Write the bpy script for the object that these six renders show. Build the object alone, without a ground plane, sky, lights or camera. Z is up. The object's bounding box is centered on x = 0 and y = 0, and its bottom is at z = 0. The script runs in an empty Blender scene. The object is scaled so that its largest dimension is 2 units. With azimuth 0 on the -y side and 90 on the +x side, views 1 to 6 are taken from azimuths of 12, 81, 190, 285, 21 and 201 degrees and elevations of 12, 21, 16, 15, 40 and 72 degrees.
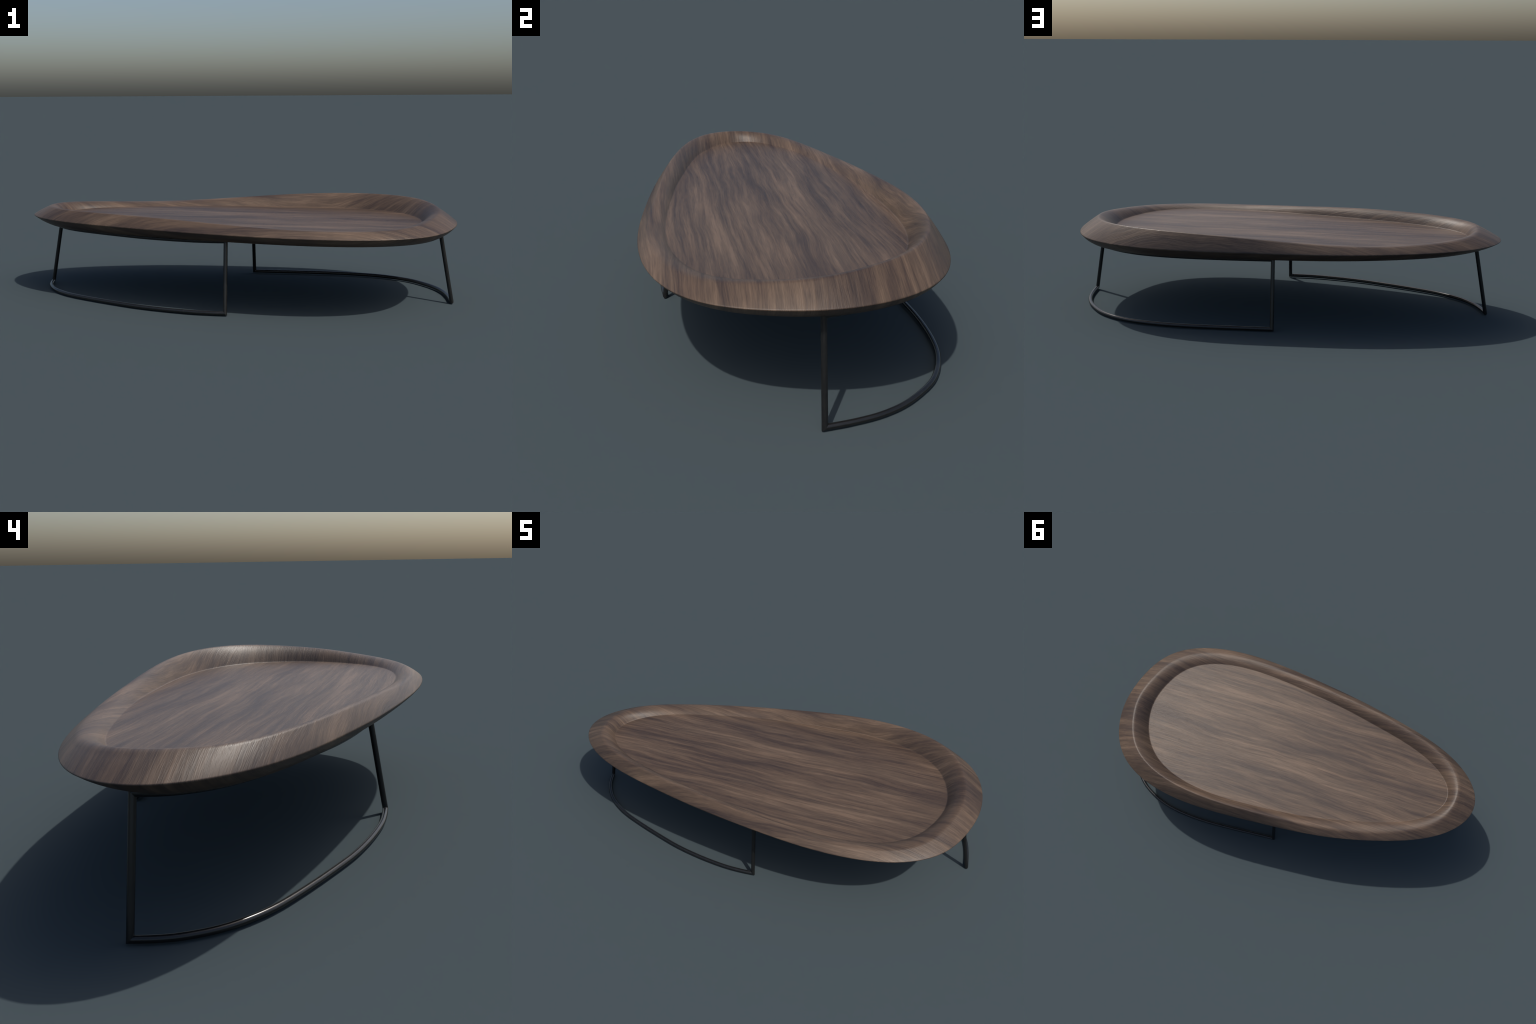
"""Egg-shaped walnut tray coffee table on two bent black steel tube hoops."""
import bpy, bmesh, math
from mathutils import Vector

TAU = 2 * math.pi
SEGMENTS = 480            # steps around the egg outline

# ---------------------------------------------------------------- outlines
# Each closed line of the tray is an ellipse (1.0 x 0.46) whose radius is
# swelled by a few harmonics: (mean, cos1, sin1, cos2, sin2, ...).
OUTER_SWELL = (1.0123, .0753, .0153, .0114, -.0092, -.0786, .0024, -.0324, .0081, -.0012,
               .0005, .0088, -.0015, .0076, -.0001, .0003, .0001, -.0019, 0.0)
RIDGE_SWELL = (.9265, .0684, .0099, .0100, -.0155, -.0660, -.0040, -.0331, .0088, .0029,
               .0025, .0072, 0.0, .0082, -.0017, -.0012, -.0003)
FLOOR_SWELL = (.8294, .0688, .0100, .0339, -.0134, -.0708, -.0042, -.0215, .0033, -.0030,
               .0028, .0065, .0011, .0069, -.0006, .0010, -.0004, -.0017, -.0005)
RIDGE_HEIGHT = (.4042, .0060, .0081, .0039, .0189, -.0028, .0009, .0009, -.0033, .0001, -.0004)
EDGE_HEIGHT = (.3572, -.0006, .0009, .0011, .0024)   # the sharp outer edge

FLOOR_Z = .3630           # sunken tray floor
BOTTOM_Z = .3180          # flat underside
TUBE_R = .0090


def bottom_inset(a):
    """How far the undercut goes in; deeper at the narrow end."""
    d = math.atan2(math.sin(a - 3.0), math.cos(a - 3.0))
    return .047 + .040 * math.exp(-(d / .55) ** 2)


def harmonics(c, a):
    v = c[0]
    for k in range(1, (len(c) + 1) // 2):
        v += c[2 * k - 1] * math.cos(k * a) + c[2 * k] * math.sin(k * a)
    return v


def egg(c, a):
    r = harmonics(c, a)
    return Vector((r * math.cos(a) - .0018, .46 * r * math.sin(a)))


def bezier(p, q, r, n):
    """Points of the quadratic curve that rounds the corner q."""
    return [p * (1 - t) ** 2 + q * 2 * t * (1 - t) + r * t * t
            for t in [i / n for i in range(n + 1)]]


def toward(p, q, d):
    v = q - p
    return p + v * min(d / v.length, .48)


def rim_section(a):
    """Cross-section of the rim at angle a: underside corner, outer edge,
    bevel, ridge, bulging inner wall, crease at the floor."""
    o, r, f = egg(OUTER_SWELL, a), egg(RIDGE_SWELL, a), egg(FLOOR_SWELL, a)
    zr = harmonics(RIDGE_HEIGHT, a)
    h = .002
    inward = (egg(OUTER_SWELL, a + h) - egg(OUTER_SWELL, a - h)).normalized()
    inward = Vector((-inward.y, inward.x))
    b = o + inward * bottom_inset(a)
    o = o - inward * .0015
    edge = Vector((o.x, o.y, harmonics(EDGE_HEIGHT, a)))
    bottom = Vector((b.x, b.y, BOTTOM_Z))
    # convex inner wall from the ridge down to the floor crease;
    # low stretches of the rim are flatter on top and drop more abruptly
    power = 1.5 + (.435 - zr) * 20
    wall = []
    n = 14
    for i in range(1, n + 1):
        u = i / n
        p = r.lerp(f, u)
        wall.append(Vector((p.x, p.y, FLOOR_Z + (zr - FLOOR_Z) * (1 - u ** power))))
    tip = math.atan2(math.sin(a - 3.0), math.cos(a - 3.0))
    soft = .011 + .014 * math.exp(-(tip / .5) ** 2)   # ridge is rounder at the narrow end
    # undercut and bevel both bulge slightly
    belly = bottom.lerp(edge, .5) - Vector((inward.x, inward.y, 0)) * .005 - Vector((0, 0, .005))
    pts = bezier(bottom, belly, toward(edge, bottom, .006), 5)[:-1]
    extra = .0
    for _ in range(4):                             # lift the corner so the rounded top meets zr
        ridge = Vector((r.x, r.y, zr + extra))
        start = toward(ridge, edge, soft)
        crest = bezier(start, ridge, wall[2], 8)
        extra += zr - max(p.z for p in crest)
    pts += bezier(toward(edge, bottom, .006), edge, toward(edge, ridge, .006), 5)
    low = toward(edge, ridge, .006)
    out = Vector((-inward.x, -inward.y, .9)).normalized() * (start - low).length * .035
    pts += bezier(low, low.lerp(start, .5) + out, start, 5)[1:-1]
    pts += crest
    # small fillet where the wall meets the floor
    crease = wall[-1]
    inner = Vector((f.x, f.y, FLOOR_Z)) + Vector((*(f - r).normalized() * .0035, 0))
    pts += wall[3:-1]
    pts += bezier(toward(crease, wall[-2], .0035), crease, inner, 4)
    return pts


# ---------------------------------------------------------------- helpers
def new_object(name, mesh, parent, material=None, smooth=True):
    ob = bpy.data.objects.new(name, mesh)
    bpy.context.collection.objects.link(ob)
    ob.parent = parent
    if mesh is not None:
        if material:
            mesh.materials.append(material)
        for poly in mesh.polygons:
            poly.use_smooth = smooth
    return ob


def mesh_from(name, verts, faces):
    me = bpy.data.meshes.new(name)
    me.from_pydata([tuple(v) for v in verts], [], faces)
    bm = bmesh.new()
    bm.from_mesh(me)
    bmesh.ops.recalc_face_normals(bm, faces=bm.faces)
    bm.to_mesh(me)
    bm.free()
    me.update()
    return me


# ---------------------------------------------------------------- materials
class Nodes:
    def __init__(self, name):
        self.mat = bpy.data.materials.new(name)
        self.mat.use_nodes = True
        self.t = self.mat.node_tree
        self.bsdf = self.t.nodes["Principled BSDF"]

    def add(self, kind, **inputs):
        n = self.t.nodes.new(kind)
        for k, v in inputs.items():
            self.put(n.inputs[k.replace("_", " ")], v)
        return n

    def put(self, socket, v):
        if isinstance(v, bpy.types.NodeSocket):
            self.t.links.new(v, socket)
        else:
            socket.default_value = v

    def math(self, op, a, b=0.0):
        n = self.t.nodes.new("ShaderNodeMath")
        n.operation = op
        self.put(n.inputs[0], a)
        self.put(n.inputs[1], b)
        return n.outputs[0]

    def noise(self, vec, scale, stretch, detail=4, rough=.55, distortion=0.0):
        m = self.add("ShaderNodeMapping", Vector=vec)
        m.inputs["Scale"].default_value = stretch
        n = self.add("ShaderNodeTexNoise", Vector=m.outputs[0], Scale=scale, Detail=detail,
                     Roughness=rough, Distortion=distortion)
        return n.outputs["Fac"]

    def ramp(self, fac, stops):
        n = self.add("ShaderNodeValToRGB", Fac=fac)
        e = n.color_ramp.elements
        while len(e) < len(stops):
            e.new(.5)
        for el, (pos, col) in zip(e, stops):
            el.position = pos
            el.color = (*col, 1)
        return n.outputs[0]

    def mix(self, fac, a, b, mode="MIX"):
        n = self.t.nodes.new("ShaderNodeMix")
        n.data_type = "RGBA"
        n.blend_type = mode
        self.put(n.inputs[0], fac)
        self.put(n.inputs[6], a)
        self.put(n.inputs[7], b)
        return n.outputs[2]


def walnut():
    """Dark walnut, grain along x, wandering slightly."""
    n = Nodes("walnut")
    co = n.add("ShaderNodeTexCoord").outputs["Object"]
    sep = n.add("ShaderNodeSeparateXYZ", Vector=co)
    x, y, z = sep.outputs
    drift = n.noise(co, 1.0, (1.4, 4.0, 1.0), 2, .5)
    ripple = n.noise(co, 1.0, (6.0, 20.0, 4.0), 2, .5)
    y2 = n.math("ADD", y, n.math("MULTIPLY", n.math("SUBTRACT", drift, .5), .09))
    y2 = n.math("ADD", y2, n.math("MULTIPLY", n.math("SUBTRACT", ripple, .5), .007))
    wood = n.add("ShaderNodeCombineXYZ", X=x, Y=y2, Z=z).outputs[0]
    patch = n.noise(wood, 1.0, (1.5, 13.0, 2.0), 4, .6)        # broad dark and light figure
    bands = n.noise(wood, 1.0, (1.3, 30.0, 3.0), 5, .6)
    streak = n.noise(wood, 1.0, (3.8, 105.0, 7.0), 4, .65)
    fibre = n.noise(wood, 1.0, (16.0, 420.0, 20.0), 3, .65)
    pore = n.noise(wood, 1.0, (34.0, 620.0, 30.0), 2, .5)
    tone = n.math("ADD", n.math("ADD", n.math("MULTIPLY", patch, .34), n.math("MULTIPLY", bands, .26)),
                  n.math("ADD", n.math("MULTIPLY", streak, .24), n.math("MULTIPLY", fibre, .16)))
    col = n.ramp(tone, [(.38, (.036, .0250, .0222)), (.45, (.061, .0408, .0312)),
                        (.53, (.103, .0685, .0470)), (.61, (.163, .1080, .0730))])
    # cool grey-violet and warm tan areas alternate along the grain
    hue = n.noise(wood, 1.0, (1.1, 14.0, 3.0), 2, .5)
    cool = n.ramp(hue, [(.42, (0, 0, 0)), (.62, (1, 1, 1))])
    col = n.mix(n.math("MULTIPLY", cool, .45), col, (.88, .93, .98, 1), "MULTIPLY")
    dark_pore = n.ramp(pore, [(.34, (1, 1, 1)), (.44, (0, 0, 0))])
    col = n.mix(n.math("MULTIPLY", dark_pore, .35), col, (.6, .58, .58, 1), "MULTIPLY")
    n.put(n.bsdf.inputs["Base Color"], col)
    n.put(n.bsdf.inputs["Roughness"], n.math("ADD", .36, n.math("MULTIPLY", fibre, .14)))
    n.bsdf.inputs["Specular IOR Level"].default_value = .33
    relief = n.math("ADD", n.math("MULTIPLY", streak, 1.2), fibre)
    bump = n.add("ShaderNodeBump", Height=relief, Strength=.5, Distance=.0012)
    n.put(n.bsdf.inputs["Normal"], bump.outputs[0])
    return n.mat


def black_steel():
    n = Nodes("black_steel")
    co = n.add("ShaderNodeTexCoord").outputs["Object"]
    grain = n.noise(co, 90.0, (1, 1, 1), 3, .6)
    col = n.ramp(grain, [(.3, (.0085, .0088, .0092)), (.7, (.0125, .0125, .0125))])
    n.put(n.bsdf.inputs["Base Color"], col)
    n.put(n.bsdf.inputs["Roughness"], n.math("ADD", .20, n.math("MULTIPLY", grain, .10)))
    n.bsdf.inputs["Specular IOR Level"].default_value = .5
    return n.mat


WOOD = walnut()
STEEL = black_steel()

# ---------------------------------------------------------------- the table
table = bpy.data.objects.new("coffee_table", None)
bpy.context.collection.objects.link(table)
table["label"] = "low egg-shaped dark walnut tray table on black steel tube hoops"
table["category"] = "coffee table"

sections = [rim_section(TAU * i / SEGMENTS) for i in range(SEGMENTS)]
rings = len(sections[0])

# rim: lofted through the sections
verts = [p for s in sections for p in s]
faces = []
for i in range(SEGMENTS):
    j = (i + 1) % SEGMENTS
    for k in range(rings - 1):
        faces.append((i * rings + k, j * rings + k, j * rings + k + 1, i * rings + k + 1))
rim = new_object("rim", mesh_from("rim", verts, faces), table, WOOD)


def disc(border, steps=24):
    """Flat sheet inside a closed border, in shrinking rings around a centre."""
    c = sum(border, Vector()) / len(border)
    vs, fs, m = [], [], len(border)
    for s in range(steps):
        vs += [b.lerp(c, s / steps) for b in border]
    vs.append(c)
    for s in range(steps - 1):
        for i in range(m):
            j = (i + 1) % m
            fs.append((s * m + i, s * m + j, (s + 1) * m + j, (s + 1) * m + i))
    fs += [((steps - 1) * m + i, (steps - 1) * m + (i + 1) % m, steps * m) for i in range(m)]
    return vs, fs


def oriented(name, vs, fs, up):
    me = mesh_from(name, vs, fs)
    if (me.polygons[0].normal.z > 0) != up:
        me.flip_normals()
    return me


vs, fs = disc([s[-1] for s in sections])
tray = new_object("tray_floor", oriented("tray_floor", vs, fs, True), table, WOOD)
vs, fs = disc([s[0] for s in sections], 12)
under = new_object("underside_panel", oriented("underside_panel", vs, fs, False), table, WOOD)


# ---------------------------------------------------------------- tube hoops
def smooth_path(points, per=10):
    """Catmull-Rom through the control points."""
    P = [Vector(p) for p in points]
    P = [P[0] * 2 - P[1]] + P + [P[-1] * 2 - P[-2]]
    out = []
    for i in range(1, len(P) - 2):
        a, b, c, d = P[i - 1:i + 3]
        for k in range(per):
            t = k / per
            out.append(.5 * (2 * b + (c - a) * t + (2 * a - 5 * b + 4 * c - d) * t * t
                             + (3 * b - a - 3 * c + d) * t ** 3))
    out.append(P[-2])
    return out


def hoop(base, top_a, top_b, inset, parent):
    """Closed mitred tube: base rail on the ground, two leaning legs, top rail
    under the tray that repeats the base rail's bow."""
    low = [Vector((p.x, p.y, TUBE_R)) for p in smooth_path([(*b, 0) for b in base])]
    n = len(low) - 1
    da = Vector((*top_a, 0)) - Vector((low[0].x, low[0].y, 0))
    db = Vector((*top_b, 0)) - Vector((low[-1].x, low[-1].y, 0))
    high = []
    chord = (low[-1] - low[0]).normalized()
    side = Vector((-chord.y, chord.x, 0))
    if side.dot(low[n // 2] - low[0]) > 0:
        side.negate()
    for i, p in enumerate(low):
        t = i / n
        tan = (low[min(i + 1, n)] - low[max(i - 1, 0)]).normalized()
        nor = Vector((-tan.y, tan.x, 0))
        if nor.dot(side) < 0:
            nor.negate()
        w = math.sin(math.pi * t) ** .6
        q = p + (da.lerp(db, t)) * (1 - w) + nor * inset * w
        high.append(Vector((q.x, q.y, BOTTOM_Z - TUBE_R + .0015)))
    path = low + high[::-1]
    m = len(path)
    segs = 20
    # rings on mitre planes
    frame = None
    verts = []
    for i, p in enumerate(path):
        a = (p - path[i - 1]).normalized()
        b = (path[(i + 1) % m] - p).normalized()
        plane = (a + b).normalized()
        if frame is None:
            u = Vector((0, 0, 1)).cross(b).normalized()
            # start: ring of the incoming leg projected on the mitre plane
            u = (u - a * u.dot(a)).normalized()
        else:
            u = (frame - a * frame.dot(a)).normalized()
        v = a.cross(u)
        for k in range(segs):
            ang = TAU * k / segs
            q = p + (u * math.cos(ang) + v * math.sin(ang)) * TUBE_R
            q += a * ((p - q).dot(plane) / a.dot(plane))
            verts.append(q)
        # carry the frame past the bend
        frame = u
    # build faces ring to ring with the best twist, split by part
    L = len(low)
    spans = {"base_rail": range(0, L - 1), "leg": [L - 1], "top_rail": range(L, m - 1),
             "leg.001": [m - 1]}
    for part, idx in spans.items():
        used, fs, vs = {}, [], []

        def vid(i):
            if i not in used:
                used[i] = len(vs)
                vs.append(verts[i])
            return used[i]
        for i in idx:
            j = (i + 1) % m
            axis = (path[j] - path[i]).normalized()
            best = min(range(segs), key=lambda s: sum(
                ((verts[j * segs + (k + s) % segs] - verts[i * segs + k])
                 - axis * (verts[j * segs + (k + s) % segs] - verts[i * segs + k]).dot(axis)).length
                for k in range(0, segs, 3)))
            for k in range(segs):
                fs.append([vid(i * segs + k), vid(i * segs + (k + 1) % segs),
                           vid(j * segs + (k + 1 + best) % segs), vid(j * segs + (k + best) % segs)])
        new_object(part.split(".")[0], mesh_from(part.split(".")[0], vs, fs), parent, STEEL)


HOOPS = [
    dict(base=[(-.952, .034), (-.936, -.020), (-.911, -.072), (-.863, -.134), (-.804, -.183),
               (-.726, -.228), (-.614, -.273), (-.490, -.316), (-.370, -.353), (-.240, -.380),
               (-.110, -.396), (-.020, -.397), (.043, -.393)],
         top_a=(-.892, .037), top_b=(.036, -.337), inset=.054),
    dict(base=[(.990, -.008), (.977, .085), (.954, .170), (.910, .253), (.834, .340),
               (.768, .387), (.690, .422), (.610, .443), (.500, .455), (.385, .457),
               (.284, .452), (.190, .4455), (.099, .438), (-.004, .430)],
         top_a=(.931, -.001), top_b=(.002, .366), inset=.070),
]
for h in HOOPS:
    f = bpy.data.objects.new("tube_hoop", None)
    bpy.context.collection.objects.link(f)
    f.parent = table
    hoop(h["base"], h["top_a"], h["top_b"], h["inset"], f)
